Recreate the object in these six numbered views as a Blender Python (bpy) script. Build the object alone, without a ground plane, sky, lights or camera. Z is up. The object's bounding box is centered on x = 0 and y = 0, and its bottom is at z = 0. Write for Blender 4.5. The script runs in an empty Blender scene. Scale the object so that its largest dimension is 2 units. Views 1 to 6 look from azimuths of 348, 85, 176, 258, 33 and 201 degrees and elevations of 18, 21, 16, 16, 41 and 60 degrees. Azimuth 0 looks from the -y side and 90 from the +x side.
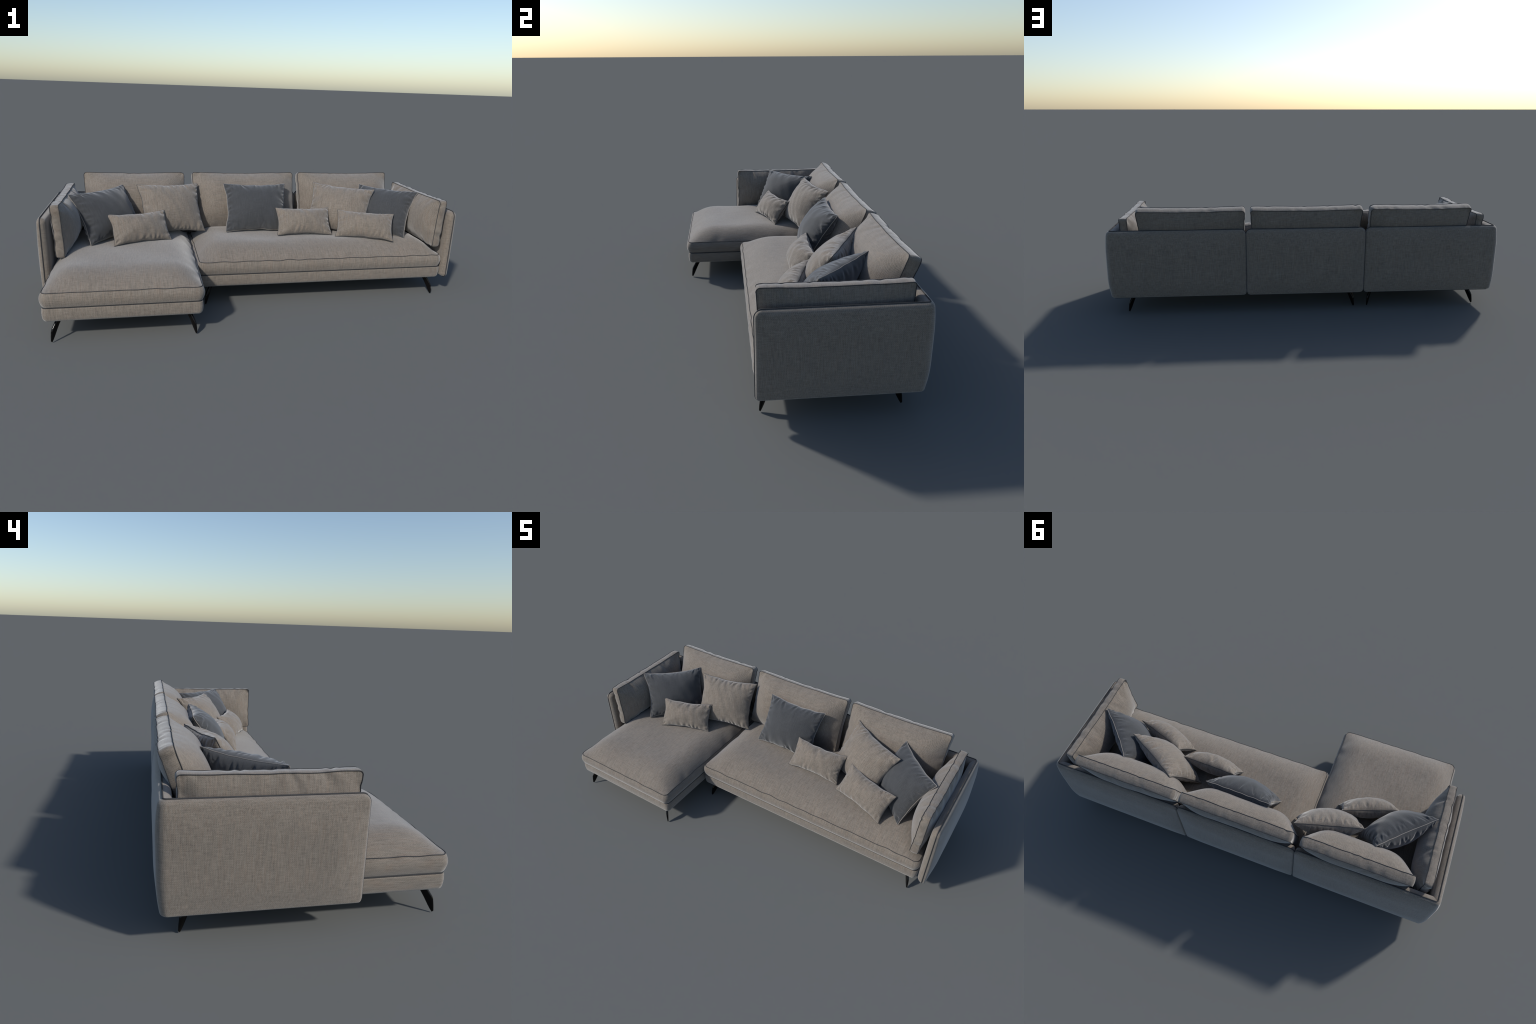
# Sectional sofa with chaise: padded L-shaped shells, low upholstered bases, thick seat
# cushions with contrast piping, leaning back and arm cushions, loose throw pillows.
import bpy
import numpy as np
from mathutils import Matrix

# ------------------------------------------------------------------ materials
def rgb(r, g, b):
    return (r, g, b, 1.0)


def fabric(name, dark, light, fine, coarse_axis, cross_axis, sheen=0.5, warm=None, side_axis=None):
    """Melange linen: long slub streaks along one local axis, weaker cross threads, fine twill."""
    m = bpy.data.materials.new(name)
    m.use_nodes = True
    nt = m.node_tree
    N, L = nt.nodes, nt.links
    N.clear()
    out = N.new("ShaderNodeOutputMaterial")
    bsdf = N.new("ShaderNodeBsdfPrincipled")
    L.new(bsdf.outputs[0], out.inputs[0])
    tc = N.new("ShaderNodeTexCoord")

    def streak(scale, detail):
        mp = N.new("ShaderNodeMapping")
        mp.inputs["Scale"].default_value = scale
        L.new(tc.outputs["Object"], mp.inputs["Vector"])
        n = N.new("ShaderNodeTexNoise")
        n.inputs["Scale"].default_value = 1.0
        n.inputs["Detail"].default_value = detail
        n.inputs["Roughness"].default_value = 0.65
        L.new(mp.outputs[0], n.inputs["Vector"])
        return n.outputs["Fac"]

    def math(op, a, b, c=None):
        n = N.new("ShaderNodeMath")
        n.operation = op
        for k, v in enumerate((a, b, c)):
            if v is None:
                continue
            if isinstance(v, (int, float)):
                n.inputs[k].default_value = v
            else:
                L.new(v, n.inputs[k])
        return n.outputs[0]

    long_threads = streak(coarse_axis, 3.0)
    cross_threads = streak(cross_axis, 3.0)
    if side_axis:
        # on the faces that look along local x the cloth is turned, so its slubs lie level
        sep = N.new("ShaderNodeSeparateXYZ")
        L.new(tc.outputs["Normal"], sep.inputs[0])
        ax = math("ABSOLUTE", sep.outputs[0], None)
        k = N.new("ShaderNodeMapRange")
        k.inputs["From Min"].default_value = 0.55
        k.inputs["From Max"].default_value = 0.8
        L.new(ax, k.inputs["Value"])
        mix = N.new("ShaderNodeMix")
        L.new(k.outputs[0], mix.inputs[0])
        L.new(long_threads, mix.inputs[2])
        L.new(streak(side_axis, 3.0), mix.inputs[3])
        long_threads = mix.outputs[0]
    blotch = streak((7.0, 7.0, 7.0), 2.0)
    twill = N.new("ShaderNodeTexWave")
    twill.wave_type = "BANDS"
    twill.bands_direction = "DIAGONAL"
    twill.inputs["Scale"].default_value = 98.0
    twill.inputs["Distortion"].default_value = 1.0
    twill.inputs["Detail"].default_value = 1.0
    twill.inputs["Detail Scale"].default_value = 8.0
    L.new(tc.outputs["Object"], twill.inputs["Vector"])
    speckle = streak((560.0, 560.0, 560.0), 1.0)
    a0 = math("MULTIPLY", long_threads, 0.44)
    a = math("MULTIPLY_ADD", speckle, 0.22, a0)
    b = math("MULTIPLY_ADD", cross_threads, 0.36, a)
    c = math("MULTIPLY_ADD", twill.outputs["Fac"], fine, b)
    d = math("MULTIPLY_ADD", blotch, 0.05, c)
    ramp = N.new("ShaderNodeValToRGB")
    ramp.color_ramp.elements[0].position = 0.33
    ramp.color_ramp.elements[0].color = rgb(*dark)
    ramp.color_ramp.elements[1].position = 0.80
    ramp.color_ramp.elements[1].color = rgb(*light)
    L.new(d, ramp.inputs[0])
    col = ramp.outputs[0]
    if warm:
        # a few threads are dyed warmer than the rest
        mp = streak(tuple(s * 0.6 for s in coarse_axis), 2.0)
        wr = N.new("ShaderNodeValToRGB")
        wr.color_ramp.elements[0].position = 0.46
        wr.color_ramp.elements[0].color = rgb(0, 0, 0)
        wr.color_ramp.elements[1].position = 0.66
        wr.color_ramp.elements[1].color = rgb(0.42, 0.42, 0.42)
        L.new(mp, wr.inputs[0])
        mix = N.new("ShaderNodeMix")
        mix.data_type = "RGBA"
        mix.blend_type = "MULTIPLY"
        L.new(wr.outputs[0], mix.inputs[0])
        L.new(col, mix.inputs[6])
        mix.inputs[7].default_value = rgb(*warm)
        col = mix.outputs[2]
    L.new(col, bsdf.inputs["Base Color"])
    bsdf.inputs["Roughness"].default_value = 0.85
    bsdf.inputs["Specular IOR Level"].default_value = 0.3
    bsdf.inputs["Sheen Weight"].default_value = sheen
    bsdf.inputs["Sheen Roughness"].default_value = 0.5
    bump = N.new("ShaderNodeBump")
    bump.inputs["Strength"].default_value = 0.35
    bump.inputs["Distance"].default_value = 0.0012
    L.new(d, bump.inputs["Height"])
    L.new(bump.outputs[0], bsdf.inputs["Normal"])
    return m


def plain(name, colour, rough, spec=0.4, metallic=0.0, grain=0.0):
    m = bpy.data.materials.new(name)
    m.use_nodes = True
    nt = m.node_tree
    b = nt.nodes["Principled BSDF"]
    tc = nt.nodes.new("ShaderNodeTexCoord")
    n = nt.nodes.new("ShaderNodeTexNoise")
    n.inputs["Scale"].default_value = 220.0
    nt.links.new(tc.outputs["Object"], n.inputs["Vector"])
    r = nt.nodes.new("ShaderNodeValToRGB")
    r.color_ramp.elements[0].color = rgb(*[c * (1 - grain) for c in colour])
    r.color_ramp.elements[1].color = rgb(*[c * (1 + grain) for c in colour])
    nt.links.new(n.outputs["Fac"], r.inputs[0])
    nt.links.new(r.outputs[0], b.inputs["Base Color"])
    b.inputs["Roughness"].default_value = rough
    b.inputs["Specular IOR Level"].default_value = spec
    b.inputs["Metallic"].default_value = metallic
    return m


BEIGE_D, BEIGE_L, WARM = (0.053, 0.0445, 0.0362), (0.265, 0.2305, 0.192), (1.10, 0.95, 0.86)
GREY_D, GREY_L = (0.019, 0.0207, 0.0230), (0.058, 0.061, 0.066)
F, C, X = 430.0, 26.0, 34.0
M_shell = fabric("linen_upright", BEIGE_D, BEIGE_L, 0.07, (F, F, C), (X, X, F), warm=WARM)
M_seat = fabric("linen_seat", BEIGE_D, BEIGE_L, 0.07, (F, C, C), (X, F, F), warm=WARM, side_axis=(C, C, F))
M_back = fabric("linen_back", BEIGE_D, BEIGE_L, 0.07, (C, F, F), (F, X, X), warm=WARM)
M_pillow = fabric("linen_pillow", BEIGE_D, BEIGE_L, 0.07, (F, C, C), (X, F, F), warm=WARM)
M_grey = fabric("slate_linen", GREY_D, GREY_L, 0.085, (F, C, C), (X, F, F), sheen=0.45)
M_pipe = plain("slate_piping", (0.039, 0.039, 0.041), 0.75, 0.3, grain=0.3)
M_beadp = plain("beige_piping", (0.26, 0.235, 0.21), 0.8, 0.3, grain=0.2)
M_leg = plain("black_metal", (0.004, 0.0036, 0.0036), 0.16, 0.2, grain=0.2)


# ------------------------------------------------------------------ mesh helpers
def make_object(name, verts, faces, mat, parent=None, matrix=None, smooth=True):
    me = bpy.data.meshes.new(name)
    me.from_pydata([tuple(v) for v in verts], [], [tuple(f) for f in faces])
    me.validate()
    me.update()
    if smooth:
        me.polygons.foreach_set("use_smooth", [True] * len(me.polygons))
    me.materials.append(mat)
    ob = bpy.data.objects.new(name, me)
    bpy.context.scene.collection.objects.link(ob)
    if matrix is not None:
        ob.matrix_world = matrix
    if parent is not None:
        ob.parent = parent
        ob.matrix_parent_inverse = parent.matrix_world.inverted()
    return ob


def grid_faces(nu, nv, start=0, flip=False):
    i, j = np.meshgrid(np.arange(nu - 1), np.arange(nv - 1), indexing="ij")
    a = start + i * nv + j
    q = np.stack([a, a + nv, a + nv + 1, a + 1], -1).reshape(-1, 4)
    return (q[:, ::-1] if flip else q).tolist()


def loop_faces(nl, nt, start=0, flip=False):
    """Quads of a closed ring of nl stations with nt points each."""
    i, j = np.meshgrid(np.arange(nl), np.arange(nt - 1), indexing="ij")
    k = (i + 1) % nl
    q = np.stack([start + i * nt + j, start + k * nt + j, start + k * nt + j + 1, start + i * nt + j + 1], -1).reshape(-1, 4)
    return (q[:, ::-1] if flip else q).tolist()


def tube(points, radius, sides=8, closed=True):
    """A round cord along a polyline."""
    P = np.asarray(points, float)
    if closed:
        T = np.roll(P, -1, 0) - np.roll(P, 1, 0)
    else:
        T = np.gradient(P, axis=0)
    T /= np.linalg.norm(T, axis=1)[:, None] + 1e-12
    n = np.cross(T[0], [0.31, 0.17, 0.93])
    n /= np.linalg.norm(n)
    ns = []
    for t in T:
        n = n - t * (n @ t)
        n /= np.linalg.norm(n)
        ns.append(n)
    ns = np.array(ns)
    bs = np.cross(T, ns)
    ang = np.linspace(0, 2 * np.pi, sides, endpoint=False)
    V = P[:, None] + radius * (np.cos(ang)[None, :, None] * ns[:, None] + np.sin(ang)[None, :, None] * bs[:, None])
    n_ = len(P)
    faces = []
    for i in range(n_ if closed else n_ - 1):
        k = (i + 1) % n_
        for j in range(sides):
            l = (j + 1) % sides
            faces.append((i * sides + j, i * sides + l, k * sides + l, k * sides + j))
    if not closed:
        faces.append(tuple(range(sides - 1, -1, -1)))
        faces.append(tuple((n_ - 1) * sides + j for j in range(sides)))
    return V.reshape(-1, 3), faces


def resample(P, step):
    """Thin a closed polyline so that stations lie about one step apart."""
    P = np.asarray(P)
    keep = [0]
    for i in range(1, len(P)):
        if np.linalg.norm(P[i] - P[keep[-1]]) >= step:
            keep.append(i)
    if len(keep) > 3 and np.linalg.norm(P[keep[-1]] - P[0]) < step * 0.6:
        keep.pop()
    return P[keep]


def edge_spacing(n, power=1.7):
    """-1..1, denser towards both ends."""
    t = np.linspace(-1, 1, n)
    return np.sign(t) * (1 - (1 - np.abs(t)) ** power)


def round_corner(x, y, hx, hy, r):
    """Squeeze the corners of a rectangle of points into quarter circles."""
    qx = np.clip((np.abs(x) - (hx - r)) / r, 0, 1)
    qy = np.clip((np.abs(y) - (hy - r)) / r, 0, 1)
    both = (qx > 0) & (qy > 0)
    nx = np.where(both, np.sign(x) * (hx - r + r * qx * np.sqrt(1 - qy * qy / 2)), x)
    ny = np.where(both, np.sign(y) * (hy - r + r * qy * np.sqrt(1 - qx * qx / 2)), y)
    return nx, ny


def rise(d, w, p):
    return 1 - (1 - np.clip(d / w, 0, 1)) ** p


def waves(rng, base, count=6):
    """Smooth random function of one or two coordinates."""
    k = rng.uniform(0.5, 1.6, (count, 2)) * base * rng.choice([-1, 1], (count, 2))
    ph = rng.uniform(0, 6.28, count)
    return lambda s, t=0.0: sum(np.sin(k[i, 0] * s + k[i, 1] * t + ph[i]) for i in range(count)) / count ** 0.5


class Pinches:
    """Puckers pulled in by the seam thread along one edge."""

    def __init__(self, rng, length, spacing, strength=1.0):
        n = max(2, int(round(length / spacing)))
        self.pos = (np.arange(n) + 0.5 + rng.uniform(-0.42, 0.42, n)) / n * length - length / 2
        self.amp = rng.uniform(0.15, 1.0, n) ** 1.3 * strength
        self.wid = rng.uniform(0.7, 1.5, n)
        self.slant = rng.uniform(-0.5, 0.5, n)

    def __call__(self, s, d, width, reach):
        d = np.clip(d, 0, None)
        out = 0.0
        for p, a, w, sl in zip(self.pos, self.amp, self.wid, self.slant):
            ww = width * w * (1 + d / reach * 1.2)
            q = (s - p - sl * d) / ww
            out = out + a * (np.exp(-q * q) - 0.45 * np.exp(-((np.abs(q) - 2.0) ** 2)))
        return out * np.exp(-((d / reach) ** 1.3))


def perimeter(nu, nv):
    """Indices of a nu x nv grid's rim, in order."""
    a = [(i, 0) for i in range(nu)]
    a += [(nu - 1, j) for j in range(1, nv)]
    a += [(i, nv - 1) for i in range(nu - 2, -1, -1)]
    a += [(0, j) for j in range(nv - 2, 0, -1)]
    return np.array(a)


# ------------------------------------------------------------------ boxed cushion with two piped seams
def boxed_cushion(name, mat, frame, w, h, t, crown, back_crown, bulge, seed, parent,
                  corner=0.014, reach=(0.2, 0.2), power=2.3, nu=110, nv=90, concave=0.0,
                  pucker=0.004, spacing=0.07, pwidth=0.008, preach=0.05, wobble=0.0007, wobble_freq=32.0,
                  undulate=0.0015, back_seam=True, pipe=0.0016, low_tuck=0.0, back_tuck=0.0, edges=(1, 1, 1, 1)):
    """Local x = width, y = height, z = face normal. Front seam at +t/2, back seam at -t/2."""
    rng = np.random.default_rng(seed)
    hx, hy = w / 2, h / 2
    U, V = np.meshgrid(edge_spacing(nu) * hx, edge_spacing(nv) * hy, indexing="ij")
    dx, dy = hx - np.abs(U), hy - np.abs(V)
    px, py = round_corner(U, V, hx, hy, corner)
    # the sides draw in a little between the corners
    px = px - np.sign(px) * concave * (np.abs(px) / hx) ** 3 * (1 - (py / hy) ** 2)
    py = py - np.sign(py) * concave * (np.abs(py) / hy) ** 3 * (1 - (px / hx) ** 2)
    sets = []
    for side in (0, 1):
        sets.append([Pinches(rng, w, spacing, edges[0]), Pinches(rng, w, spacing, edges[1]),
                     Pinches(rng, h, spacing, edges[2]), Pinches(rng, h, spacing, edges[3])])
    wob = [waves(rng, wobble_freq) for _ in range(4)]
    und = waves(rng, 14.0)

    def pinch(side, x, y, ddx, ddy):
        if side == 1 and not back_seam:
            return 0.0 * x
        e = sets[side]
        return (e[0](x, hy - y, pwidth, preach) + e[1](x, hy + y, pwidth, preach)
                + e[2](y, hx - x, pwidth, preach) + e[3](y, hx + x, pwidth, preach))

    def seam_shift(side, x, y):
        k = np.exp(-np.minimum(dx, dy) / 0.02)
        if side == 1 and not back_seam:
            k = 0.0 * k
        return wobble * (wob[side * 2](x, y) * k), wobble * wob[side * 2 + 1](x, y) * k

    faces_xyz = []
    for side, (sgn, cr) in enumerate(((1, crown), (-1, back_crown))):
        dome = rise(dx, reach[0], power) * rise(dy, reach[1], power)
        if sgn < 0 and back_tuck:
            # the lower back is pressed flat against the shell
            k = np.clip((V - 0.01) / 0.08, 0, 1)
            dome = dome * (1 - back_tuck * (1 - k * k * (3 - 2 * k)))
        p = pinch(side, U, V, dx, dy)
        soft = 0.35 + 0.65 * rise(np.minimum(dx, dy), 0.02, 2)
        z = sgn * (t / 2 + cr * dome + undulate * und(U, V) * rise(np.minimum(dx, dy), 0.1, 2) - (pucker * p * soft if cr > 0.01 else 0))
        sx, sy = seam_shift(side, U, V)
        pull = 1 - 0.35 * pucker * p / max(hx, hy) * np.exp(-np.minimum(dx, dy) / 0.015)
        gx = px * pull + sx * (np.abs(px) / hx) ** 4
        gy = py * pull + sx * (np.abs(py) / hy) ** 4
        faces_xyz.append(np.stack([gx, gy, z + sy], -1))
    verts, faces = [], []
    F0, B0 = faces_xyz
    faces += grid_faces(nu, nv, 0)
    verts.append(F0.reshape(-1, 3))
    faces += grid_faces(nu, nv, nu * nv, flip=True)
    verts.append(B0.reshape(-1, 3))
    rim = perimeter(nu, nv)
    rf, rb = F0[rim[:, 0], rim[:, 1]], B0[rim[:, 0], rim[:, 1]]
    tang = np.roll(rf, -1, 0) - np.roll(rf, 1, 0)
    outw = np.stack([tang[:, 1], -tang[:, 0], 0 * tang[:, 0]], -1)
    outw /= np.linalg.norm(outw, axis=1)[:, None] + 1e-12
    nb = 13
    s = np.linspace(0, 1, nb)
    pr = pinch(0, rf[:, 0], rf[:, 1], 0, 0)
    pb = pinch(1, rb[:, 0], rb[:, 1], 0, 0)
    fade0, fade1 = np.exp(-s / 0.35), np.exp(-(1 - s) / 0.35)
    prof = bulge * np.sin(np.pi * s) ** 0.75 - low_tuck * s ** 6
    band = (rf[:, None] * (1 - s)[None, :, None] + rb[:, None] * s[None, :, None]
            + outw[:, None] * (prof[None, :] - pucker * 0.7 * np.sin(np.pi * s)[None] ** 0.5
                               * (pr[:, None] * fade0 + pb[:, None] * fade1))[..., None])
    faces += loop_faces(len(rim), nb, 2 * nu * nv, flip=True)
    verts.append(band.reshape(-1, 3))
    ob = make_object(name, np.concatenate(verts), faces, mat, parent, frame)
    ang = outw * 0.55
    rings = [(rf, 1)] + ([(rb, -1)] if back_seam else [])
    for r_, sg in rings:
        cord = r_ + ang * pipe * 0.7 + np.array([0, 0, sg * pipe * 0.25])
        v, f = tube(resample(cord, 0.004), pipe, 8)
        make_object("piping", v, f, M_pipe, ob, frame)
    return ob


# ------------------------------------------------------------------ throw pillow
def throw_pillow(tl, tr, bl, mat, cord_mat, thick, seed, label, pinchiness=1.0):
    tl, tr, bl = map(np.array, (tl, tr, bl))
    ex = tr - tl
    w = np.linalg.norm(ex)
    ex = ex / w
    ey = tl - bl
    ey = ey - ex * (ey @ ex)
    h = np.linalg.norm(ey)
    ey = ey / h
    ez = np.cross(ex, ey)
    c = (tr + bl) / 2
    frame = Matrix(((ex[0], ey[0], ez[0], c[0]), (ex[1], ey[1], ez[1], c[1]), (ex[2], ey[2], ez[2], c[2]), (0, 0, 0, 1)))
    rng = np.random.default_rng(seed)
    hx, hy = w / 2, h / 2
    nu, nv = 180, 150
    u, v = np.meshgrid(edge_spacing(nu, 1.5), edge_spacing(nv, 1.5), indexing="ij")
    cx, cy = 0.030 * h / 0.27, 0.022 * w / 0.33
    e = [Pinches(rng, w, 0.024, pinchiness), Pinches(rng, w, 0.024, pinchiness), Pinches(rng, h, 0.024, pinchiness), Pinches(rng, h, 0.024, pinchiness)]
    wob = waves(rng, 60.0)
    und = waves(rng, 20.0)
    x0 = u * hx
    y0 = v * hy
    x = x0 - np.sign(u) * cx * 0.62 * np.abs(u) ** 2.5 * (1 - v * v)
    y = y0 - np.sign(v) * cy * 0.62 * np.abs(v) ** 2.5 * (1 - u * u)
    x = x + 0.0011 * wob(x0, y0) * np.abs(u) ** 6
    y = y + 0.0011 * wob(y0, x0) * np.abs(v) ** 6
    dxr, dyr = 1 - np.abs(u), 1 - np.abs(v)
    base = ((1 - u * u) * (1 - v * v))
    dome = base ** 0.47 * (0.82 + 0.18 * (1 - np.maximum(u * u, v * v)))
    sides = []
    for sg in (1, -1):
        p = (e[0](x0, hy - y0, 0.0042, 0.032) + e[1](x0, hy + y0, 0.0042, 0.032)
             + e[2](y0, hx - x0, 0.0042, 0.032) + e[3](y0, hx + x0, 0.0042, 0.032))
        edge = np.clip(np.minimum(dxr * hx, dyr * hy) / 0.012, 0, 1)
        z = thick * dome - 0.0098 * (thick / 0.07) ** 0.8 * p * edge * rng.uniform(0.75, 1.0) + 0.0009 * und(x0, y0 * sg) * np.clip(base * 3, 0, 1)
        z = np.maximum(z, 0.0009 + 0.004 * edge)
        sides.append(np.stack([x, y, sg * z + 0.0008 * wob(x0 * 0.7 + y0, x0)], -1))
    A, B = sides
    verts = np.concatenate([A.reshape(-1, 3), B.reshape(-1, 3)])
    faces = grid_faces(nu, nv, 0) + grid_faces(nu, nv, nu * nv, flip=True)
    rim = perimeter(nu, nv)
    ia = rim[:, 0] * nv + rim[:, 1]
    ib = ia + nu * nv
    n = len(ia)
    for i in range(n):
        k = (i + 1) % n
        faces.append((ia[k], ia[i], ib[i], ib[k]))
    ob = make_object("throw_pillow", verts, faces, mat, None, frame)
    ob["label"] = label
    ob["category"] = "throw pillow"
    mid = (A[rim[:, 0], rim[:, 1]] + B[rim[:, 0], rim[:, 1]]) / 2
    cv, cf = tube(resample(mid, 0.004), 0.0015, 8)
    make_object("piping", cv, cf, cord_mat, ob, frame)
    return ob


# ------------------------------------------------------------------ padded shell
def panel_path(pts, radius, step=0.006):
    """Polyline with filleted corners, with normals on the left-hand side flipped outwards."""
    P = [np.array(p, float) for p in pts]
    dense = [P[0]]
    for i in range(1, len(P) - 1):
        a, b, c = P[i - 1], P[i], P[i + 1]
        d0, d1 = (a - b) / np.linalg.norm(a - b), (c - b) / np.linalg.norm(c - b)
        centre = b + (d0 + d1) * radius
        a0, a1 = b + d0 * radius, b + d1 * radius
        v0, v1 = a0 - centre, a1 - centre
        for k in np.linspace(0, np.pi / 2, 9):
            dense.append(centre + v0 * np.cos(k) + v1 * np.sin(k))
    dense.append(P[-1])
    D = np.array(dense)
    s = np.concatenate([[0], np.cumsum(np.linalg.norm(np.diff(D, axis=0), axis=1))])
    return D, s


def padded_shell(name, pts, z0, z1, corner_start, corner_end, parent, seed):
    """An upholstered wall along a plan path: domed outer and inner pads meeting in one piped seam."""
    D, S = panel_path(pts, 0.010)
    total = S[-1]
    t = np.linspace(0, total, 260)
    fine = np.concatenate([np.linspace(0, 0.05, 34), total - np.linspace(0, 0.05, 34)])
    near = np.concatenate([np.linspace(s - 0.03, s + 0.03, 24) for s in ([S[5]] if len(pts) > 2 else [])] or [np.array([])])
    t = np.unique(np.round(np.concatenate([t, fine, near]), 5))
    zz = (edge_spacing(80, 2.2) + 1) / 2 * (z1 - z0) + z0
    U, V = np.meshgrid(t, zz, indexing="ij")
    hx, hy = total / 2, (z1 - z0) / 2
    u, v = U - hx, V - (z0 + z1) / 2
    d = np.minimum(hx - np.abs(u), hy - np.abs(v))
    rs = np.where(u < 0, np.where(v > 0, corner_start[0], corner_start[1]), np.where(v > 0, corner_end[0], corner_end[1]))
    ru, rv = round_corner(u, v, hx, hy, rs)
    s = ru + hx
    px, py = np.interp(s, S, D[:, 0]), np.interp(s, S, D[:, 1])
    # outward normal from the path tangent, blended through the fillet
    eps = 0.002
    tx = np.interp(s + eps, S, D[:, 0]) - np.interp(s - eps, S, D[:, 0])
    ty = np.interp(s + eps, S, D[:, 1]) - np.interp(s - eps, S, D[:, 1])
    ln = np.hypot(tx, ty)
    nx, ny = -ty / ln, tx / ln
    rng = np.random.default_rng(seed)
    und = waves(rng, 16.0)
    ins = np.minimum(rise(hx - np.abs(u), 0.016, 1), 1), np.minimum(rise(hy - np.abs(v), 0.016, 1), 1)

    def pad(a, w_end, w_top, w_low, b, wb):
        seam_end = (u < 0) if corner_start[0] < 0.027 else (u > 0)
        if len(pts) == 2:
            seam_end = u < 9
        e1 = np.clip((hx - np.abs(u)) / np.where(seam_end, w_end * 0.5, w_end), 0, 1)
        e2 = np.clip((hy - np.abs(v)) / np.where(v > 0, w_top, w_low), 0, 1)
        edge = np.sqrt(1 - (1 - e1) ** 2) * np.sqrt(1 - (1 - e2) ** 2)
        near = 1.0
        if len(pts) > 2:
            near = 0.62 + 0.38 * rise(np.abs(s - S[5]), 0.22, 2)
        return a * edge + b * near * rise(hx - np.abs(u), wb, 2) * rise(hy - np.abs(v), wb, 2)

    outer = pad(0.0130, 0.012, 0.017, 0.009, 0.0165, 0.11) + 0.0007 * und(U, V) * rise(d, 0.1, 2)
    inner = pad(0.024, 0.022, 0.020, 0.020, 0.006, 0.08)
    z = rv + (z0 + z1) / 2
    O = np.stack([px + nx * outer, py + ny * outer, z], -1)
    # the inner pad stops short of itself in the corner
    I = np.stack([px - nx * inner, py - ny * inner, z], -1)
    nu, nv = U.shape
    verts = np.concatenate([O.reshape(-1, 3), I.reshape(-1, 3)])
    faces = grid_faces(nu, nv, 0, flip=True) + grid_faces(nu, nv, nu * nv)
    ob = make_object(name, verts, faces, M_shell, parent)
    rim = perimeter(nu, nv)
    seam = O[rim[:, 0], rim[:, 1]].copy()
    seam[:, 2] += 0.0014 * np.sign(seam[:, 2] - (z0 + z1) / 2) * (np.abs(seam[:, 2] - (z0 + z1) / 2) > hy * 0.97)
    v_, f_ = tube(resample(seam, 0.003), 0.0024, 8)
    make_object("piping", v_, f_, M_pipe, ob)
    return ob


# ------------------------------------------------------------------ upholstered base
def slab(name, x0, x1, y0, y1, r, profile, mat, parent, n_side=60):
    """Rounded rectangle lofted through (inset, z) stations, capped top and bottom."""
    cx, cy, hx, hy = (x0 + x1) / 2, (y0 + y1) / 2, (x1 - x0) / 2, (y1 - y0) / 2
    ring = []
    for qx, qy, a0 in ((1, -1, -90), (1, 1, 0), (-1, 1, 90), (-1, -1, 180)):
        for a in np.radians(np.linspace(a0, a0 + 90, 12)):
            ring.append((qx * (hx - r), qy * (hy - r), np.cos(a), np.sin(a)))
    ring = np.array(ring)
    prof = np.array(profile)
    n = len(ring)
    V = np.zeros((n, len(prof), 3))
    for k, (ins, z) in enumerate(prof):
        V[:, k, 0] = cx + ring[:, 0] + ring[:, 2] * (r - ins)
        V[:, k, 1] = cy + ring[:, 1] + ring[:, 3] * (r - ins)
        V[:, k, 2] = z
    m = len(prof)
    faces = loop_faces(n, m)
    faces.append([i * m for i in range(n)][::-1])
    faces.append([i * m + m - 1 for i in range(n)])
    return make_object(name, V.reshape(-1, 3), faces, mat, parent)


def base_profile(z0, z1, r_low, r_up, bulge):
    p = [(r_low * (1 - np.sin(a)) + 0.0, z0 + r_low * (1 - np.cos(a))) for a in np.linspace(0, np.pi / 2, 8)]
    p += [(-bulge * np.sin(np.pi * k), z0 + r_low + (z1 - r_up - z0 - r_low) * k) for k in np.linspace(0, 1, 7)[1:-1]]
    p += [(r_up * (1 - np.cos(a)), z1 - r_up + r_up * np.sin(a)) for a in np.linspace(0, np.pi / 2, 6)]
    return p


# ------------------------------------------------------------------ legs
def leg_mesh():
    """Bent blade leg in its own plane: d runs inwards from the tip, z up."""
    outer = [(0.0045, 0.0), (0.0005, 0.004), (0.0025, 0.022), (0.0065, 0.046), (0.0105, 0.054), (0.022, 0.069), (0.033, 0.083), (0.036, 0.099)]
    inner = [(0.0065, 0.0), (0.0130, 0.008), (0.0220, 0.022), (0.0370, 0.047), (0.049, 0.065), (0.059, 0.077), (0.073, 0.086), (0.104, 0.097)]
    half = [0.0018, 0.0028, 0.0042, 0.0052, 0.0056, 0.0058, 0.0060, 0.0064]
    o, i_, hw = (np.array(a, float) for a in (outer, inner, half))
    k = np.linspace(0, 7, 40)

    def smooth(a):
        return np.stack([np.interp(k, range(8), a[:, c]) for c in range(2)], -1)

    o, i_ = smooth(o), smooth(i_)
    hw = np.interp(k, range(8), hw)
    V, n = [], 16
    for a, b, h_ in zip(o, i_, hw):
        mid, half_vec = (a + b) / 2, (b - a) / 2
        for t in np.linspace(0, 2 * np.pi, n, endpoint=False):
            c, s = np.cos(t), np.sin(t)
            # squarish section with eased edges
            c, s = np.sign(c) * abs(c) ** 0.55, np.sign(s) * abs(s) ** 0.55
            V.append((mid[0] + half_vec[0] * c, h_ * s, mid[1] + half_vec[1] * c))
    faces = []
    for r in range(len(k) - 1):
        for j in range(n):
            l = (j + 1) % n
            faces.append((r * n + j, r * n + l, (r + 1) * n + l, (r + 1) * n + j))
    faces.append(tuple(range(n - 1, -1, -1)))
    faces.append(tuple((len(k) - 1) * n + j for j in range(n)))
    return V, faces


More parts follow.
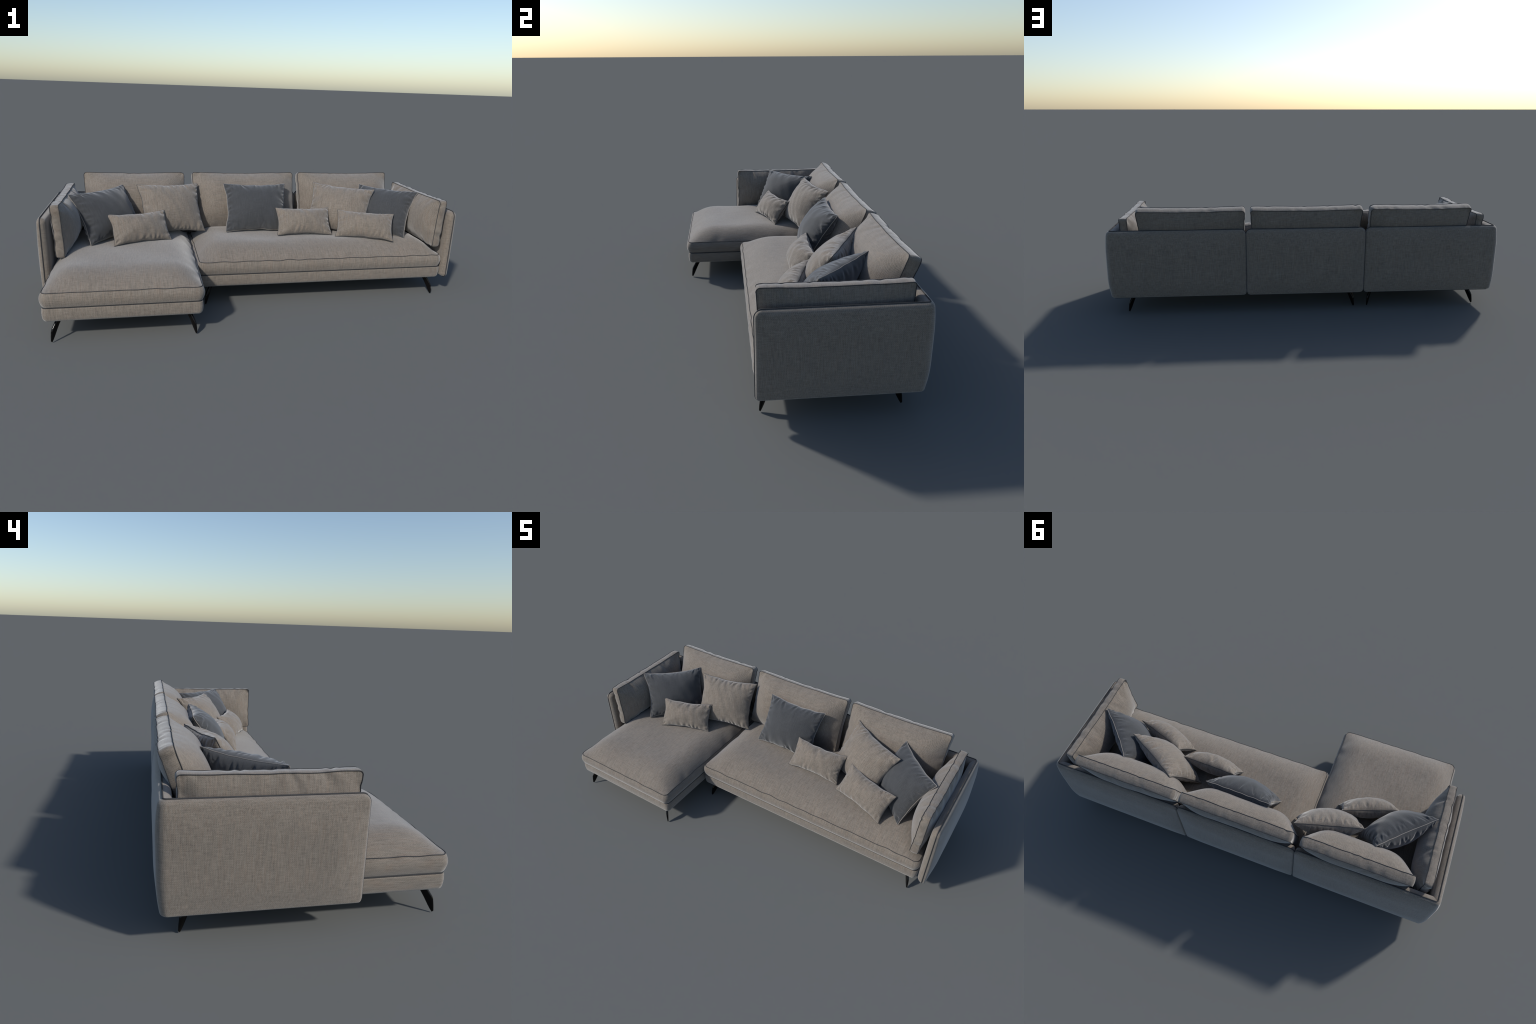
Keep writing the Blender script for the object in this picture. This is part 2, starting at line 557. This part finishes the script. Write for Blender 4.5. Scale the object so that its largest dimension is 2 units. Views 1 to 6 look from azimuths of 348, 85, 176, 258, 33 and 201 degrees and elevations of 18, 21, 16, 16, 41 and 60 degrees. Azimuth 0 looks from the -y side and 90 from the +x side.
# ================================================================== assembly
sofa = bpy.data.objects.new("sectional_sofa", None)
bpy.context.scene.collection.objects.link(sofa)
sofa["label"] = "L-shaped beige linen sofa with chaise and dark piping"
sofa["category"] = "sectional sofa"

# shells: two L-shaped ends and a straight middle back
ZB, ZT = 0.093, 0.4345
AX, AY, FY, SX = 0.9695, 0.4225, -0.1545, 0.3018
# path direction chosen so that the normal (-ty, tx) points outwards
padded_shell("shell", [(-SX - 0.0004, AY), (-AX, AY), (-AX, FY)][::-1], ZB, ZT, (0.028, 0.018), (0.026, 0.020), sofa, 1)
padded_shell("shell", [(-SX + 0.0004, AY), (SX - 0.0004, AY)], ZB, ZT, (0.026, 0.020), (0.026, 0.020), sofa, 2)
padded_shell("shell", [(SX + 0.0004, AY), (AX, AY), (AX, FY)], ZB, ZT, (0.026, 0.020), (0.028, 0.018), sofa, 3)

# bases with a flat slate welt on top
bp = base_profile(0.0895, 0.1482, 0.020, 0.004, 0.0015)
wp = [(0.0065, 0.146), (0.0030, 0.1472), (0.0022, 0.150), (0.0030, 0.1545), (0.0065, 0.1560)]
for x0, x1, y0 in ((-0.9375, -0.3065, -0.4478), (-0.2975, 0.9360, -0.1505)):
    b = slab("base", x0, x1, y0, 0.395, 0.020, bp, M_seat, sofa)
    slab("welt", x0, x1, y0, 0.394, 0.020, wp, M_pipe, b)

# seat cushions
for x0, x1, y0, seed in ((-0.9320, -0.3110, -0.4450, 11), (-0.2925, 0.9290, -0.1470, 12)):
    w, h = x1 - x0, 0.394 - y0
    fr = Matrix.Translation(((x0 + x1) / 2, (y0 + 0.394) / 2, 0.1835))
    boxed_cushion("seat_cushion", M_seat, fr, w, h, 0.0580, 0.061, 0.0, 0.012, seed, sofa, corner=0.022,
                  reach=(0.13, 0.17), power=2.5, nu=int(140 * w), nv=110, pucker=0.0022, spacing=0.075,
                  pwidth=0.020, preach=0.06, wobble=0.0012, undulate=0.0014, back_seam=False, low_tuck=-0.0035, wobble_freq=48.0)

# leaning back cushions
th = np.radians(19.5)
for x0, x1, seed in ((-0.838, -0.324, 21), (-0.282, 0.277, 22), (0.306, 0.834, 23)):
    w, h, t = x1 - x0, 0.300, 0.046
    up = np.array([0, np.sin(th), np.cos(th)])
    nr = np.array([0, -np.cos(th), np.sin(th)])
    top_front = np.array([(x0 + x1) / 2, 0.3885, 0.5455])
    c = top_front - up * h / 2 - nr * t / 2
    fr = Matrix(((1, up[0], nr[0], c[0]), (0, up[1], nr[1], c[1]), (0, up[2], nr[2], c[2]), (0, 0, 0, 1)))
    boxed_cushion("back_cushion", M_back, fr, w, h, t, 0.079, 0.029, 0.004, seed, sofa, corner=0.016,
                  reach=(0.15, h / 2), power=2.5, concave=0.006, back_tuck=0.62, pucker=0.0048, spacing=0.085, pwidth=0.010, preach=0.05)

# arm cushions
for sx, seed in ((-1, 31), (1, 32)):
    w, h, t = 0.530, 0.232, 0.035
    tilt = np.radians(2.6)
    up = np.array([sx * np.sin(tilt), 0, np.cos(tilt)])
    ex = np.array([0, -sx * 1.0, 0])
    nr = np.cross(ex, up)
    c = np.array([sx * 0.8895, 0.1210, 0.489]) - up * h / 2 - nr * t / 2
    fr = Matrix(((ex[0], up[0], nr[0], c[0]), (ex[1], up[1], nr[1], c[1]), (ex[2], up[2], nr[2], c[2]), (0, 0, 0, 1)))
    boxed_cushion("arm_cushion", M_pillow, fr, w, h, t, 0.056, 0.023, 0.003, seed, sofa, corner=0.013,
                  reach=(0.17, h / 2), power=2.5, concave=0.004, pucker=0.0060, spacing=0.08, pwidth=0.010, preach=0.05)

# legs
lv, lf = leg_mesh()
first = None
for tx, ty, ox, oy in ((-0.912, -0.4375, 1, 1), (-0.3325, -0.4375, -1, 1), (-0.912, 0.3835, 1, -1), (-0.3325, 0.3835, -1, -1),
                       (-0.2660, -0.1385, 1, 1), (0.912, -0.1385, -1, 1), (0.912, 0.3835, -1, -1), (-0.2660, 0.3835, 1, -1)):
    ang = np.arctan2(oy * 0.79, ox * 0.61)
    mw = Matrix.Translation((tx, ty, 0)) @ Matrix.Rotation(ang, 4, "Z")
    if first is None:
        first = make_object("leg", lv, lf, M_leg, sofa, mw)
    else:
        ob = first.copy()
        bpy.context.scene.collection.objects.link(ob)
        ob.matrix_world = mw
        ob.parent = sofa

# throw pillows, placed by three corners (top left, top right, bottom left as seen from the front)
big, small = 0.070, 0.052
throw_pillow((-0.879, 0.061, 0.495), (-0.644, 0.297, 0.496), (-0.779, -0.032, 0.276), M_grey, M_beadp, 0.080, 41, "square slate blue linen pillow with pale piping")
throw_pillow((-0.574, 0.240, 0.509), (-0.260, 0.326, 0.498), (-0.543, 0.108, 0.281), M_pillow, M_pipe, big, 42, "square beige linen pillow with dark piping")
throw_pillow((-0.707, 0.037, 0.402), (-0.441, 0.135, 0.399), (-0.675, -0.049, 0.274), M_pillow, M_pipe, small, 43, "small oblong beige linen pillow with dark piping")
throw_pillow((-0.131, 0.281, 0.505), (0.205, 0.275, 0.503), (-0.129, 0.141, 0.278), M_grey, M_beadp, big, 44, "square slate blue linen pillow with pale piping")
throw_pillow((0.377, 0.321, 0.503), (0.670, 0.159, 0.491), (0.306, 0.193, 0.279), M_pillow, M_pipe, big, 45, "square beige linen pillow with dark piping")
throw_pillow((0.644, 0.299, 0.495), (0.880, 0.066, 0.494), (0.540, 0.196, 0.273), M_grey, M_beadp, big, 46, "square slate blue linen pillow with pale piping")
throw_pillow((0.127, 0.146, 0.401), (0.415, 0.139, 0.399), (0.123, 0.053, 0.278), M_pillow, M_pipe, small, 47, "small oblong beige linen pillow with dark piping")
throw_pillow((0.452, 0.109, 0.395), (0.728, 0.013, 0.390), (0.421, 0.018, 0.275), M_pillow, M_pipe, small, 48, "small oblong beige linen pillow with dark piping")
